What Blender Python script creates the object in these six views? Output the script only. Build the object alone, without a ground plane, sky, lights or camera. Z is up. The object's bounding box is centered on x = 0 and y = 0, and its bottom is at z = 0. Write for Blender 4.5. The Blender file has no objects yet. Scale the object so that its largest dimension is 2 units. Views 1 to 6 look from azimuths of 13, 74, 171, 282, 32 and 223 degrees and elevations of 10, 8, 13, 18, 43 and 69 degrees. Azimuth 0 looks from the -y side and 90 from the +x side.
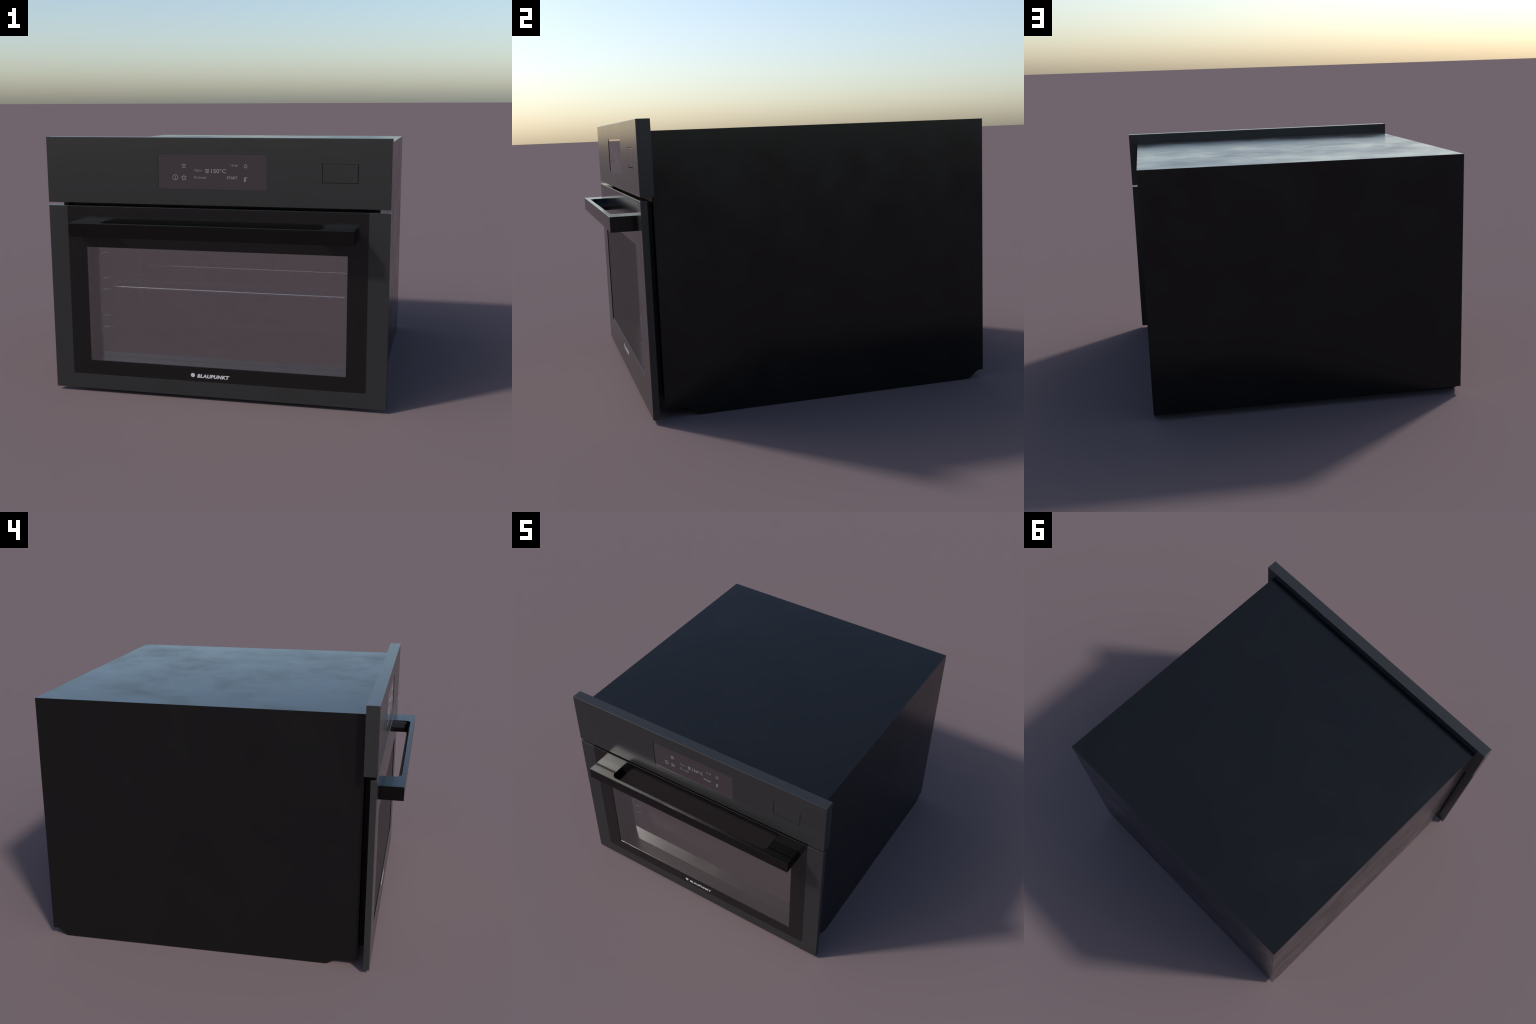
"""Built-in compact oven: dark casing, control panel with touch display,
drop-down glass door with a bar handle, cavity with rails and a wire rack."""
import bpy, bmesh, math
from mathutils import Vector

# ------------------------------------------------------------------ sizes (m)
BODY_X, BODY_TOP = 0.9130, 1.4337           # casing half width and top
BODY_Y0, BODY_Y1 = -0.7985, 1.000          # casing front and back
FACE_X, FACE_Y = 0.973, -0.869            # fascia half width, front plane
PANEL_Z0, PANEL_Z1, PANEL_BACK = 1.1205, 1.4915, -0.7990
DOOR_Z0, DOOR_Z1, DOOR_BACK = 0.018, 1.1035, -0.8355
STRIP_X, STRIP_Z0 = 0.860, 0.1075         # black printed glass border
WIN_X, WIN_Z0, WIN_Z1 = 0.750, 0.193, 0.867
DISP_X, DISP_Z0, DISP_Z1 = 0.308, 1.208, 1.4025
TANK = (0.6085, 0.800, 1.255, 1.358)
HANDLE_X, HANDLE_Z0, HANDLE_Z1 = 0.797, 0.944, 1.0215
HANDLE_Y, JOINT_Y, OPEN_X = -1.000, -0.929, 0.624
CAV_X, CAV_Z0, CAV_Z1, CAV_BACK = 0.785, 0.165, 0.930, 0.030


# ------------------------------------------------------------------ materials
def material(name):
    m = bpy.data.materials.new(name)
    m.use_nodes = True
    nt = m.node_tree
    bsdf = nt.nodes["Principled BSDF"]
    return m, nt, bsdf


def noise(nt, scale, detail=3.0, rough=0.5, stretch=(1, 1, 1)):
    co = nt.nodes.new("ShaderNodeTexCoord")
    mp = nt.nodes.new("ShaderNodeMapping")
    mp.inputs["Scale"].default_value = stretch
    n = nt.nodes.new("ShaderNodeTexNoise")
    n.inputs["Scale"].default_value = scale
    n.inputs["Detail"].default_value = detail
    n.inputs["Roughness"].default_value = rough
    nt.links.new(co.outputs["Object"], mp.inputs["Vector"])
    nt.links.new(mp.outputs["Vector"], n.inputs["Vector"])
    return n.outputs["Fac"]


def remap(nt, fac, lo, hi, a=0.3, b=0.7):
    r = nt.nodes.new("ShaderNodeMapRange")
    r.inputs["From Min"].default_value = a
    r.inputs["From Max"].default_value = b
    r.inputs["To Min"].default_value = lo
    r.inputs["To Max"].default_value = hi
    nt.links.new(fac, r.inputs["Value"])
    return r.outputs["Result"]


def coated(name, colour, rough, rough_spread=0.0, scale=5.0, spec=0.5, metallic=0.0):
    m, nt, b = material(name)
    b.inputs["Base Color"].default_value = (*colour, 1)
    b.inputs["Metallic"].default_value = metallic
    b.inputs["Specular IOR Level"].default_value = spec
    b.inputs["Roughness"].default_value = rough
    if rough_spread:
        nt.links.new(remap(nt, noise(nt, scale, 4.0), rough - rough_spread, rough + rough_spread),
                     b.inputs["Roughness"])
    return m


def tinted_pane(name, reflect, clear, rough=0.02):
    """Dark mirror-coated glass: part of the light is mirrored, part goes through."""
    m = bpy.data.materials.new(name)
    m.use_nodes = True
    nt = m.node_tree
    nt.nodes.clear()
    out = nt.nodes.new("ShaderNodeOutputMaterial")
    mix = nt.nodes.new("ShaderNodeMixShader")
    tr = nt.nodes.new("ShaderNodeBsdfTransparent")
    gl = nt.nodes.new("ShaderNodeBsdfPrincipled")
    gl.inputs["Metallic"].default_value = 1.0
    gl.inputs["Base Color"].default_value = (reflect, reflect, reflect, 1)
    gl.inputs["Roughness"].default_value = rough
    mix.inputs["Fac"].default_value = 1.0 - clear
    nt.links.new(tr.outputs[0], mix.inputs[1])
    nt.links.new(gl.outputs[0], mix.inputs[2])
    nt.links.new(mix.outputs[0], out.inputs["Surface"])
    return m


def casing_material():
    """Black enamelled sheet steel with cloudy differences in gloss."""
    m, nt, b = material("black_enamelled_steel")
    b.inputs["Base Color"].default_value = (0.0050, 0.0048, 0.0048, 1)
    cloud = noise(nt, 3.2, 5.0, 0.6)
    nt.links.new(remap(nt, cloud, 0.13, 0.28), b.inputs["Roughness"])
    b.inputs["Specular IOR Level"].default_value = 0.35
    return m


M_CASING = casing_material()
M_FASCIA = coated("anthracite_coated_steel", (0.0225, 0.0225, 0.0228), 0.23, 0.01, 4.0, spec=0.42)
M_BORDER = coated("black_printed_glass", (0.0050, 0.0048, 0.0048), 0.17, 0.02, 30.0)
M_HANDLE = coated("black_lacquered_metal", (0.0006, 0.0005, 0.0005), 0.20, 0.02, 6.0, spec=0.36)
M_LINER = coated("black_door_liner", (0.0010, 0.0010, 0.0010), 0.40, 0.03, 8.0, spec=0.15)
M_SILL = coated("glossy_black_sill", (0.004, 0.004, 0.004), 0.22, 0.03, 8.0)
M_SEAL = coated("dull_black_rubber", (0.002, 0.002, 0.002), 0.7, spec=0.2)
M_CAVITY = coated("dark_cavity_enamel", (0.0014, 0.0011, 0.0011), 0.34, 0.05, 12.0, spec=0.18)
M_CHROME = coated("chromed_wire", (0.62, 0.63, 0.66), 0.12, metallic=1.0)
M_PANE = tinted_pane("tinted_window_glass", 0.97, 0.72)
M_INNER = tinted_pane("tinted_inner_glass", 0.97, 0.72)
M_DISPLAY = coated("dark_mirror_display", (0.26, 0.255, 0.26), 0.04, metallic=1.0)
M_LOGO = coated("pale_grey_print", (0.46, 0.45, 0.46), 0.5, spec=0.2)
M_ICON = coated("grey_display_print", (0.22, 0.21, 0.215), 0.5, spec=0.2)

# ------------------------------------------------------------------ helpers
COLL = bpy.context.scene.collection
oven = bpy.data.objects.new("built_in_oven", None)
COLL.objects.link(oven)
oven["label"] = "black built-in compact oven with glass door and bar handle"
oven["category"] = "oven"


def put(name, mesh, mat, parent=oven):
    ob = bpy.data.objects.new(name, mesh)
    COLL.objects.link(ob)
    ob.parent = parent
    if mat and not mesh.materials:
        mesh.materials.append(mat)
    return ob


def finish(bm, name, smooth=None):
    bmesh.ops.recalc_face_normals(bm, faces=bm.faces[:])
    me = bpy.data.meshes.new(name)
    bm.to_mesh(me)
    bm.free()
    if smooth is not None:
        me.polygons.foreach_set("use_smooth", [True] * len(me.polygons))
        me.set_sharp_from_angle(angle=math.radians(smooth))
    return me


def sharp_edges(bm, angle=30):
    return [e for e in bm.edges if len(e.link_faces) == 2
            and e.calc_face_angle(0) > math.radians(angle)]


def round_edges(bm, width, segments=2, keep=None):
    edges = [e for e in sharp_edges(bm) if keep is None or keep(e)]
    bmesh.ops.bevel(bm, geom=edges, offset=width, offset_type='OFFSET',
                    segments=segments, profile=0.5, affect='EDGES', clamp_overlap=True)


def relief(xs, zs, front, back):
    """Solid plate from a grid of cells; front(x, z) gives the front y of the
    cell there, or None where the plate is open."""
    bm = bmesh.new()
    cache = {}

    def v(x, y, z):
        k = (round(x, 6), round(y, 6), round(z, 6))
        if k not in cache:
            cache[k] = bm.verts.new((x, y, z))
        return cache[k]

    nx, nz = len(xs) - 1, len(zs) - 1
    cell = {(i, j): front((xs[i] + xs[i + 1]) / 2, (zs[j] + zs[j + 1]) / 2)
            for i in range(nx) for j in range(nz)}
    for (i, j), y in cell.items():
        if y is None:
            continue
        x0, x1, z0, z1 = xs[i], xs[i + 1], zs[j], zs[j + 1]
        bm.faces.new([v(x0, y, z0), v(x1, y, z0), v(x1, y, z1), v(x0, y, z1)])
        bm.faces.new([v(x0, back, z0), v(x0, back, z1), v(x1, back, z1), v(x1, back, z0)])
        for di, dj, a, b in ((-1, 0, (x0, z0), (x0, z1)), (1, 0, (x1, z0), (x1, z1)),
                             (0, -1, (x0, z0), (x1, z0)), (0, 1, (x0, z1), (x1, z1))):
            n = cell.get((i + di, j + dj))
            far = back if n is None else n
            if far > y:
                bm.faces.new([v(a[0], y, a[1]), v(b[0], y, b[1]),
                              v(b[0], far, b[1]), v(a[0], far, a[1])])
    return bm


def block(x0, x1, y0, y1, z0, z1):
    return relief([x0, x1], [z0, z1], lambda x, z: y0, y1)


def tube(name, points, radius, parent, mat=M_CHROME, cyclic=False, bend=0.02):
    """Bent wire: straight runs with rounded corners."""
    pts = [Vector(p) for p in points]
    path = []
    n = len(pts)
    for i, p in enumerate(pts):
        if not cyclic and i in (0, n - 1):
            path.append(p)
            continue
        a, b = pts[i - 1], pts[(i + 1) % n]
        r = min(bend, (a - p).length * 0.45, (b - p).length * 0.45)
        s, e = p + (a - p).normalized() * r, p + (b - p).normalized() * r
        for t in (0, 0.2, 0.4, 0.6, 0.8, 1):
            path.append(s * (1 - t) ** 2 + p * 2 * t * (1 - t) + e * t * t)
    cu = bpy.data.curves.new(name, 'CURVE')
    cu.dimensions = '3D'
    cu.bevel_depth = radius
    cu.bevel_resolution = 3
    cu.use_fill_caps = True
    sp = cu.splines.new('POLY')
    sp.points.add(len(path) - 1)
    for q, p in zip(sp.points, path):
        q.co = (*p, 1)
    sp.use_cyclic_u = cyclic
    tmp = bpy.data.objects.new(name + "_path", cu)
    COLL.objects.link(tmp)
    me = bpy.data.meshes.new_from_object(tmp.evaluated_get(bpy.context.evaluated_depsgraph_get()))
    bpy.data.objects.remove(tmp)
    me.polygons.foreach_set("use_smooth", [True] * len(me.polygons))
    me.materials.clear()
    return put(name, me, mat, parent)


# ------------------------------------------------------------------ casing
def build_casing():
    """Sheet-steel box; the underside drops to the floor between two ramps."""
    profile = [(BODY_Y0, 0.043), (-0.691, 0.043), (-0.628, 0.0), (0.912, 0.0),
               (0.971, 0.043), (BODY_Y1, 0.043), (BODY_Y1, BODY_TOP), (BODY_Y0, BODY_TOP)]
    bm = bmesh.new()
    left = [bm.verts.new((-BODY_X, y, z)) for y, z in profile]
    right = [bm.verts.new((BODY_X, y, z)) for y, z in profile]
    n = len(profile)
    bm.faces.new(left)
    bm.faces.new(right[::-1])
    for i in range(n - 1):                       # all but the front
        j = i + 1
        bm.faces.new([left[i], right[i], right[j], left[j]])
    # front sheet with the cavity mouth, turned inwards
    mouth = [(-CAV_X, CAV_Z0), (CAV_X, CAV_Z0), (CAV_X, CAV_Z1), (-CAV_X, CAV_Z1)]
    outer = [left[0], right[0], right[-1], left[-1]]
    rim = [bm.verts.new((x, BODY_Y0, z)) for x, z in mouth]
    lip = [bm.verts.new((x, BODY_Y0 + 0.012, z)) for x, z in mouth]
    # air slot above the door
    slot = [(-0.885, 1.088), (0.885, 1.088), (0.885, 1.136), (-0.885, 1.136)]
    sl = [bm.verts.new((x, BODY_Y0, z)) for x, z in slot]
    deep = [bm.verts.new((x, BODY_Y0 + 0.035, z)) for x, z in slot]
    for i in range(4):
        j = (i + 1) % 4
        bm.faces.new([rim[i], rim[j], lip[j], lip[i]])
        bm.faces.new([sl[i], sl[j], deep[j], deep[i]])
    bm.faces.new(deep)
    bm.faces.new([outer[0], outer[1], rim[1], rim[0]])
    bm.faces.new([outer[2], outer[3], sl[3], sl[2]])
    bm.faces.new([rim[3], rim[2], sl[1], sl[0]])
    bm.faces.new([outer[1], outer[2], sl[2], sl[1], rim[2], rim[1]])
    bm.faces.new([outer[3], outer[0], rim[0], rim[3], sl[0], sl[3]])
    bmesh.ops.recalc_face_normals(bm, faces=bm.faces[:])
    round_edges(bm, 0.0006, 1)
    return put("casing", finish(bm, "casing"), M_CASING)


casing = build_casing()


# ------------------------------------------------------------------ cavity
def build_cavity():
    bm = bmesh.new()
    y0, x, z0, z1 = BODY_Y0 + 0.010, CAV_X - 0.001, CAV_Z0 + 0.001, CAV_Z1 - 0.001
    a = [bm.verts.new((sx, y0, sz)) for sx, sz in ((-x, z0), (x, z0), (x, z1), (-x, z1))]
    b = [bm.verts.new((v.co.x, CAV_BACK, v.co.z)) for v in a]
    for i in range(4):
        j = (i + 1) % 4
        bm.faces.new([a[i], a[j], b[j], b[i]])
    bm.faces.new(b)
    bmesh.ops.recalc_face_normals(bm, faces=bm.faces[:])
    edges = [e for e in sharp_edges(bm)]
    bmesh.ops.bevel(bm, geom=edges, offset=0.03, segments=4, profile=0.5, affect='EDGES')
    bmesh.ops.reverse_faces(bm, faces=bm.faces[:])
    me = bpy.data.meshes.new("cavity")
    bm.to_mesh(me)
    bm.free()
    me.polygons.foreach_set("use_smooth", [True] * len(me.polygons))
    me.set_sharp_from_angle(angle=math.radians(40))
    return put("cavity", me, M_CAVITY)


cavity = build_cavity()

# side rails: wires in pairs, bent towards the wall at the front and the back
RAIL_Z = [0.345, 0.415, 0.576, 0.645, 0.800, 0.868]
for side in (-1, 1):
    wall, inner = (0.762, 0.705) if side < 0 else (0.774, 0.752)
    for z in RAIL_Z:
        tube("side_rail", [(side * wall, -0.672, z), (side * inner, -0.664, z),
                           (side * inner, -0.03, z), (side * wall, -0.02, z)],
             0.0055, cavity, bend=0.03)
    for y in (-0.672, -0.020):
        tube("rail_post", [(side * wall, y, 0.30), (side * wall, y, 0.90)], 0.0055, cavity)

# wire rack standing on one pair of rails
rack = tube("wire_rack", [(-0.698, -0.690, 0.600), (0.735, -0.690, 0.600),
                          (0.735, -0.005, 0.600), (-0.698, -0.005, 0.600)],
            0.0075, oven, cyclic=True, bend=0.025)
first = None
for k in range(15):
    x = -0.63 + k * 0.09
    if first is None:
        first = tube("rack_wire", [(0, -0.690, 0.590), (0, -0.005, 0.590)], 0.0045, rack)
        wire = first
    else:
        wire = first.copy()
        COLL.objects.link(wire)
    wire.location.x = x

# fan cover on the back wall with a ring of slots
fan = bmesh.new()
bmesh.ops.create_cone(fan, cap_ends=True, segments=64, radius1=0.235, radius2=0.22, depth=0.014)
me = finish(fan, "fan_cover", 40)
cover = put("fan_cover", me, M_CAVITY, cavity)
cover.rotation_euler = (math.radians(90), 0, 0)
cover.location = (0, CAV_BACK - 0.008, 0.60)
slots = bmesh.new()
for ring, count in ((0.06, 10), (0.105, 18), (0.15, 26), (0.195, 34)):
    for k in range(count):
        t = 2 * math.pi * k / count
        c = Vector((ring * math.cos(t), CAV_BACK - 0.0165, 0.60 + ring * math.sin(t)))
        vs = [slots.verts.new(c + Vector((0.009 * math.cos(s * math.pi / 4), 0,
                                          0.009 * math.sin(s * math.pi / 4)))) for s in range(8)]
        top = [slots.verts.new(v.co + Vector((0, 0.002, 0))) for v in vs]
        slots.faces.new(vs)
        for i in range(8):
            slots.faces.new([vs[i], vs[(i + 1) % 8], top[(i + 1) % 8], top[i]])
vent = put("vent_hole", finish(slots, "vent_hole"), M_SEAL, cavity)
vent["kind"] = "stuff"

# ------------------------------------------------------------------ control panel
def build_control_panel():
    tx0, tx1, tz0, tz1 = TANK

    def front(x, z):
        if abs(x) < DISP_X and DISP_Z0 < z < DISP_Z1:
            return FACE_Y + 0.012
        if tx0 < x < tx1 and tz0 < z < tz1:
            return FACE_Y + 0.012
        return FACE_Y
    bm = relief([-FACE_X, -DISP_X, DISP_X, tx0, tx1, FACE_X],
                sorted([PANEL_Z0, DISP_Z0, tz0, tz1, DISP_Z1, PANEL_Z1]), front, PANEL_BACK)
    bmesh.ops.recalc_face_normals(bm, faces=bm.faces[:])
    # outer edges get a soft round, the cut-outs stay crisp
    round_edges(bm, 0.0025, 3, lambda e: not all(v.co.y > PANEL_BACK - 1e-4 for v in e.verts) and all(
        abs(abs(v.co.x) - FACE_X) < 1e-5 or abs(v.co.z - PANEL_Z0) < 1e-5
        or abs(v.co.z - PANEL_Z1) < 1e-5 for v in e.verts))
    return put("control_panel", finish(bm, "control_panel"), M_FASCIA)


panel = build_control_panel()

bm = block(-DISP_X + 0.001, DISP_X - 0.001, FACE_Y + 0.0025, FACE_Y + 0.0115,
           DISP_Z0 + 0.001, DISP_Z1 - 0.001)
display = put("display", finish(bm, "display"), M_DISPLAY, panel)
DISP_Y = FACE_Y + 0.0025

tx0, tx1, tz0, tz1 = TANK
bm = block(tx0 + 0.003, tx1 - 0.003, FACE_Y, FACE_Y + 0.0115, tz0 + 0.003, tz1 - 0.003)
bmesh.ops.recalc_face_normals(bm, faces=bm.faces[:])
round_edges(bm, 0.0015, 2)
put("water_tank_lid", finish(bm, "water_tank_lid"), M_FASCIA, panel)


# ------------------------------------------------------------------ print
def fitted_text(name, body, box, y, mat, parent, bold=0.0, shear=0.0, depth=0.0008, spacing=1.0):
    """Lettering scaled to box = (x0, x1, z0, z1) standing on the plane y."""
    cu = bpy.data.curves.new(name, 'FONT')
    cu.body = body
    cu.offset = bold
    cu.shear = shear
    cu.space_character = spacing
    cu.resolution_u = 4
    cu.extrude = 0.5
    tmp = bpy.data.objects.new(name + "_text", cu)
    COLL.objects.link(tmp)
    me = bpy.data.meshes.new_from_object(tmp.evaluated_get(bpy.context.evaluated_depsgraph_get()))
    bpy.data.objects.remove(tmp)
    xs = [v.co.x for v in me.vertices]
    ys = [v.co.y for v in me.vertices]
    x0, x1, z0, z1 = box
    sx, sz = (x1 - x0) / (max(xs) - min(xs)), (z1 - z0) / (max(ys) - min(ys))
    for v in me.vertices:
        v.co = (x0 + (v.co.x - min(xs)) * sx, y - v.co.z * depth, z0 + (v.co.y - min(ys)) * sz)
    me.materials.clear()
    return put(name, me, mat, parent)


def sheet(bm, outline, y, depth=0.0008):
    """Thin raised print with the given (x, z) outline."""
    f = [bm.verts.new((x, y - depth, z)) for x, z in outline]
    b = [bm.verts.new((x, y + 0.0003, z)) for x, z in outline]
    bm.faces.new(f)
    n = len(outline)
    for i in range(n):
        bm.faces.new([f[i], f[(i + 1) % n], b[(i + 1) % n], b[i]])


def stroke(bm, pts, w, y, closed=False):
    """Line of width w along (x, z) points, as mitred quads."""
    p = [Vector(q) for q in pts]
    n = len(p)
    lo, hi = [], []
    for i in range(n):
        a = p[i - 1] if (closed or i > 0) else None
        b = p[(i + 1) % n] if (closed or i < n - 1) else None
        d1 = (p[i] - a).normalized() if a else (b - p[i]).normalized()
        d2 = (b - p[i]).normalized() if b else d1
        m = Vector((-d1.y, d1.x)) + Vector((-d2.y, d2.x))
        m = m.normalized() if m.length > 1e-6 else Vector((-d1.y, d1.x))
        k = w / 2 / max(0.35, m.dot(Vector((-d1.y, d1.x))))
        lo.append(p[i] - m * k)
        hi.append(p[i] + m * k)
    for i in range(n if closed else n - 1):
        j = (i + 1) % n
        sheet(bm, [lo[i], lo[j], hi[j], hi[i]], y)


def circle(cx, cz, r, n=28, a0=0.0, a1=2 * math.pi, full=True):
    m = n if full else n - 1
    return [(cx + r * math.cos(a0 + (a1 - a0) * k / m), cz + r * math.sin(a0 + (a1 - a0) * k / m))
            for k in range(n)]


def icon(name, draw):
    bm = bmesh.new()
    draw(bm, DISP_Y)
    return put(name, finish(bm, name), M_ICON, panel)


LINE = 0.0026


def draw_menu(bm, y):
    for z in (1.3295, 1.3380, 1.3465):
        stroke(bm, [(-0.1703, z), (-0.1475, z)], LINE, y)


def draw_power(bm, y):
    stroke(bm, circle(-0.2086, 1.2740, 0.0142), LINE, y, True)
    stroke(bm, [(-0.2086, 1.2660), (-0.2086, 1.2820)], LINE, y)


def draw_star(bm, y):
    pts = []
    for k in range(10):
        r = 0.0150 if k % 2 == 0 else 0.0066
        t = math.pi / 2 + k * math.pi / 5
        pts.append((-0.1589 + r * math.cos(t), 1.2728 + r * math.sin(t)))
    stroke(bm, pts, LINE * 0.9, y, True)


def draw_tap(bm, y):
    stroke(bm, [(-0.1000, 1.3130), (-0.0940, 1.3165), (-0.0895, 1.3185)], 0.0030, y)
    stroke(bm, [(-0.0965, 1.3150), (-0.0930, 1.3120)], 0.0022, y)


def draw_clock(bm, y):
    stroke(bm, circle(-0.0943, 1.2758, 0.0070, 20), 0.0014, y, True)
    stroke(bm, [(-0.0943, 1.2800), (-0.0943, 1.2758), (-0.0918, 1.2758)], 0.0012, y)


def draw_mode(bm, y):
    stroke(bm, [(-0.0350, 1.3010), (-0.0160, 1.3010), (-0.0160, 1.3205), (-0.0350, 1.3205)],
           0.0019, y, True)
    stroke(bm, [(-0.0340, 1.3172), (-0.0170, 1.3172)], 0.0013, y)
    stroke(bm, circle(-0.0255, 1.3090, 0.0050, 16), 0.0014, y, True)
    for k in range(3):
        t = math.pi / 2 + k * 2 * math.pi / 3
        stroke(bm, [(-0.0255, 1.3090), (-0.0255 + 0.0042 * math.cos(t), 1.3090 + 0.0042 * math.sin(t))],
               0.0013, y)


def draw_bulb(bm, y):
    cx, cz = 0.1908, 1.3385
    stroke(bm, [(cx - 0.0032, cz + 0.0105)] + circle(cx, cz, 0.0068, 16, math.radians(125),
               math.radians(415), False) + [(cx + 0.0032, cz + 0.0105)], 0.0020, y)
    stroke(bm, [(cx - 0.0032, cz + 0.0118), (cx + 0.0032, cz + 0.0118)], 0.0024, y)
    for t in (180, 225, 270, 315, 360):
        t = math.radians(t)
        stroke(bm, [(cx + 0.0092 * math.cos(t), cz + 0.0092 * math.sin(t)),
                    (cx + 0.0120 * math.cos(t), cz + 0.0120 * math.sin(t))], 0.0018, y)


def draw_probe(bm, y):
    cx = 0.1862
    sheet(bm, circle(cx, 1.2612, 0.0056, 16), y)
    stroke(bm, [(cx - 0.0034, 1.2650), (cx - 0.0034, 1.2800), (cx + 0.0034, 1.2800),
                (cx + 0.0034, 1.2650)], 0.0018, y)
    sheet(bm, [(cx - 0.0012, 1.2650), (cx + 0.0012, 1.2650), (cx + 0.0012, 1.2760), (cx - 0.0012, 1.2760)], y)
    stroke(bm, [(cx + 0.0060, 1.2790), (cx + 0.0140, 1.2790)], 0.0018, y)
    stroke(bm, [(cx + 0.0065, 1.2745), (cx + 0.0125, 1.2775)], 0.0018, y)
    stroke(bm, [(cx + 0.0060, 1.2700), (cx + 0.0060, 1.2790)], 0.0016, y)


def draw_lock(bm, y):
    sheet(bm, [(-0.0425, 1.2705), (-0.0345, 1.2705), (-0.0345, 1.2760), (-0.0425, 1.2760)], y)
    stroke(bm, [(-0.0408, 1.2758)] + circle(-0.0385, 1.2768, 0.0023, 8, math.pi, 0, False)
           + [(-0.0362, 1.2758)], 0.0013, y)


for nm, fn in (("menu_icon", draw_menu), ("power_icon", draw_power), ("star_icon", draw_star),
               ("steam_icon", draw_tap), ("clock_icon", draw_clock), ("heating_mode_icon", draw_mode),
               ("lamp_icon", draw_bulb), ("thermometer_icon", draw_probe), ("lock_icon", draw_lock)):
    icon(nm, fn)
for nm, body, box, bold in (
        ("temperature_reading", "150\u00b0C", (-0.0030, 0.0813, 1.3002, 1.3228), 0.006),
        ("start_lettering", "START", (0.0850, 0.1435, 1.2685, 1.2830), 0.010),
        ("clock_reading", "12:30", (0.1080, 0.1459, 1.3376, 1.3476), 0.0),
        ("steam_reading", "80\u00b0C", (-0.0860, -0.0543, 1.3080, 1.3172), 0.0),
        ("timer_reading", "15min", (-0.0790, -0.0450, 1.2697, 1.2795), 0.0)):
    fitted_text(nm, body, box, DISP_Y, M_ICON, panel, bold)


# ------------------------------------------------------------------ door
def build_door():
    """Grey U-shaped face of the door round the black printed glass."""
    bm = relief([-FACE_X, -STRIP_X, STRIP_X, FACE_X], [DOOR_Z0, STRIP_Z0, DOOR_Z1],
                lambda x, z: None if abs(x) < STRIP_X and z > STRIP_Z0 else FACE_Y, DOOR_BACK)
    bmesh.ops.recalc_face_normals(bm, faces=bm.faces[:])

    def outer(e):
        if all(v.co.y > DOOR_BACK - 1e-4 for v in e.verts):
            return False
        return not all(abs(v.co.x) < STRIP_X + 1e-5 and v.co.z > STRIP_Z0 - 1e-5 for v in e.verts)
    round_edges(bm, 0.0025, 3, outer)
    return put("door", finish(bm, "door"), M_FASCIA)


door = build_door()
G = 0.0003
bm = relief([-STRIP_X + G, -WIN_X, WIN_X, STRIP_X - G], [STRIP_Z0 + G, WIN_Z0, WIN_Z1, DOOR_Z1],
            lambda x, z: None if abs(x) < WIN_X and WIN_Z0 < z < WIN_Z1 else FACE_Y, DOOR_BACK)
bmesh.ops.recalc_face_normals(bm, faces=bm.faces[:])
round_edges(bm, 0.0025, 3, lambda e: all(v.co.z > DOOR_Z1 - 1e-4
            and v.co.y < FACE_Y + 1e-4 for v in e.verts))
put("glass_border", finish(bm, "glass_border"), M_BORDER, door)

# window pane just behind the front, inner pane further in
bm = block(-WIN_X + 0.0005, WIN_X - 0.0005, FACE_Y + 0.003, FACE_Y + 0.004, WIN_Z0 + 0.0005, WIN_Z1 - 0.0005)
for f in [f for f in bm.faces if f.calc_center_median().y > FACE_Y + 0.0032]:
    bm.faces.remove(f)
put("window_pane", finish(bm, "window_pane"), M_PANE, door)

# liner behind the glass: black box with the sight tunnel through it
bm = relief([-0.869, -WIN_X, WIN_X, 0.869], [0.110, WIN_Z0, WIN_Z1, 1.090],
            lambda x, z: None if abs(x) < WIN_X and WIN_Z0 < z < WIN_Z1 else DOOR_BACK + 0.0005, BODY_Y0 - 0.003)
put("door_liner", finish(bm, "door_liner"), M_LINER, door)
bm = relief([-0.774, -WIN_X, WIN_X, 0.774], [0.172, WIN_Z0, WIN_Z1, 0.890],
            lambda x, z: None if abs(x) < WIN_X and WIN_Z0 < z < WIN_Z1 else BODY_Y0 - 0.0025, -0.768)
put("pane_holder", finish(bm, "pane_holder"), M_LINER, door)
bm = block(-WIN_X + 0.0005, WIN_X - 0.0005, -0.777, -0.776, WIN_Z0 + 0.0005, WIN_Z1 - 0.0005)
for f in [f for f in bm.faces if f.calc_center_median().y > -0.7768]:
    bm.faces.remove(f)
put("inner_pane", finish(bm, "inner_pane"), M_INNER, door)

# glossy sill on the floor of the sight tunnel
bm = block(-WIN_X + 0.001, WIN_X - 0.001, FACE_Y + 0.0045, -0.7785, WIN_Z0 + 0.0002, WIN_Z0 + 0.0012)
put("window_sill", finish(bm, "window_sill"), M_SILL, door)

# maker's lettering on the lower border
fitted_text("brand_lettering", "BLAUPUNKT", (-0.1015, 0.0900, 0.1300, 0.1520),
            FACE_Y, M_LOGO, door, bold=0.055, shear=0.22, spacing=1.10)
bm = bmesh.new()
sheet(bm, circle(-0.1262, 0.1440, 0.0122, 40), FACE_Y)
put("brand_dot", finish(bm, "brand_dot"), M_LOGO, door)


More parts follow.
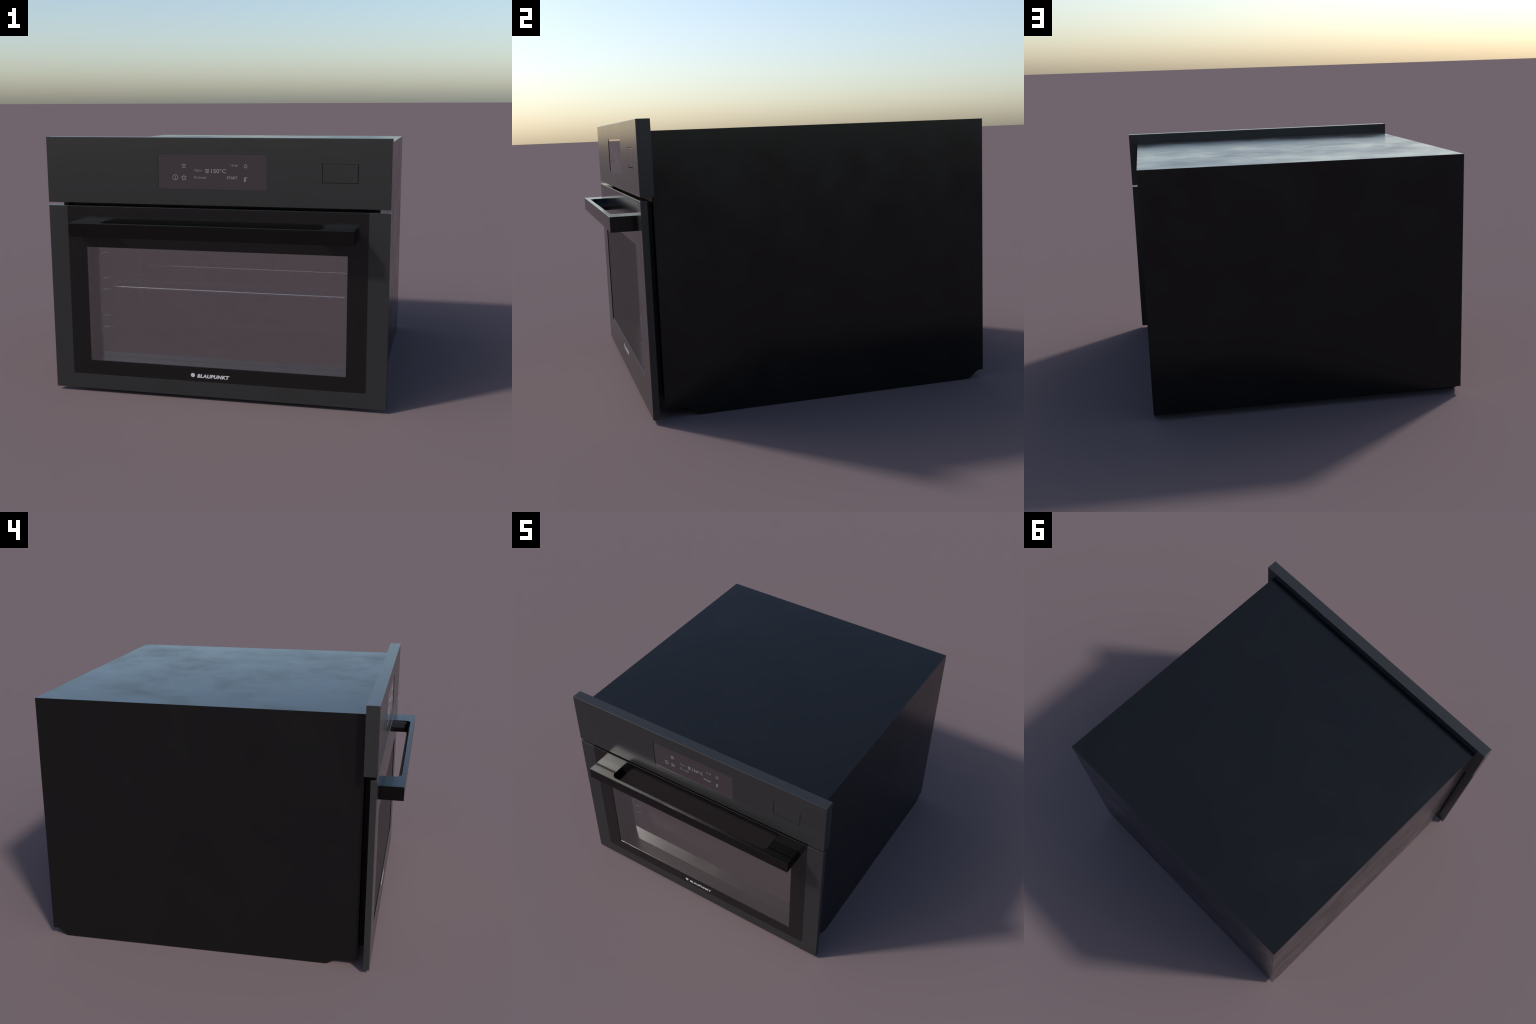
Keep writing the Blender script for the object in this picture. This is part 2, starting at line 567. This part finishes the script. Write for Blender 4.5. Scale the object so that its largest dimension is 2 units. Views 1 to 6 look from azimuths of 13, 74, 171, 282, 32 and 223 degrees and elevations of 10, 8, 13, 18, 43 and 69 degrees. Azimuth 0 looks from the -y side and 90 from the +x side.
# ------------------------------------------------------------------ handle
# The finger opening is rounded all the way round: this is how far its wall
# stands in from the opening's upper edge at each height.
SWELL = [(HANDLE_Z0, 0.0125), (0.947, 0.0172), (0.953, 0.0202), (0.961, 0.0214), (0.970, 0.0212),
         (0.981, 0.0196), (0.992, 0.0170), (1.002, 0.0136), (1.010, 0.0098), (1.017, 0.0053), (HANDLE_Z1, 0.0)]
OPEN_Y = -0.977


def stack(rings):
    """Closed solid through equal-length outlines, bottom to top."""
    bm = bmesh.new()
    rings = [[bm.verts.new(p) for p in ring] for ring in rings]
    n = len(rings[0])
    for a, b in zip(rings, rings[1:]):
        for i in range(n):
            j = (i + 1) % n
            bm.faces.new([a[i], a[j], b[j], b[i]])
    bm.faces.new(rings[0][::-1])
    bm.faces.new(rings[-1])
    bmesh.ops.recalc_face_normals(bm, faces=bm.faces[:])
    return bm


def rim_edge(e):
    """Edges of the handle that are visibly eased: front, ends and upper joint."""
    a, b = e.verts[0].co, e.verts[1].co
    front = abs(a.y - HANDLE_Y) < 1e-5 and abs(b.y - HANDLE_Y) < 1e-5
    end = abs(abs(a.x) - HANDLE_X) < 1e-5 and abs(a.x - b.x) < 1e-5 and abs(a.z - b.z) < 1e-5
    seam = abs(a.y - JOINT_Y) < 1e-5 and abs(b.y - JOINT_Y) < 1e-5 and min(a.z, b.z) > HANDLE_Z1 - 1e-4
    return front or end or seam


def smooth_scoop(me):
    """Smooth shading only on the rounded wall of the opening."""
    me.set_sharp_from_angle(angle=math.radians(35))
    for p in me.polygons:
        p.use_smooth = abs(p.normal.z) < 0.95 and all(abs(me.vertices[i].co.x) < OPEN_X + 1e-4 and
            me.vertices[i].co.y > HANDLE_Y + 0.01 for i in p.vertices)
    return me


def build_handle():
    rings = []
    for z, s in SWELL:
        y, x = OPEN_Y + s, OPEN_X - s
        r = min(0.040 - s, JOINT_Y - y - 0.0005)
        arc = [(x - r + r * math.cos(t), y + r - r * math.sin(t))
               for t in [math.pi / 2 * k / 10 for k in range(11)]]
        right = [(HANDLE_X, HANDLE_Y), (HANDLE_X, JOINT_Y), (x, JOINT_Y)] + arc
        left = [(-px, py) for px, py in right][::-1]
        rings.append([(px, py, z) for px, py in right + left])
    bm = stack(rings)
    round_edges(bm, 0.0016, 3, rim_edge)
    return put("handle", smooth_scoop(finish(bm, "handle")), M_HANDLE)


handle = build_handle()
for side in (-1, 1):
    bm = stack([[(side * px, py, z) for px, py in ((OPEN_X - s, JOINT_Y), (HANDLE_X, JOINT_Y),
                (HANDLE_X, FACE_Y + 0.001), (OPEN_X - s, FACE_Y + 0.001))] for z, s in SWELL])
    round_edges(bm, 0.0016, 3, rim_edge)
    put("bracket", smooth_scoop(finish(bm, "bracket")), M_HANDLE, handle)
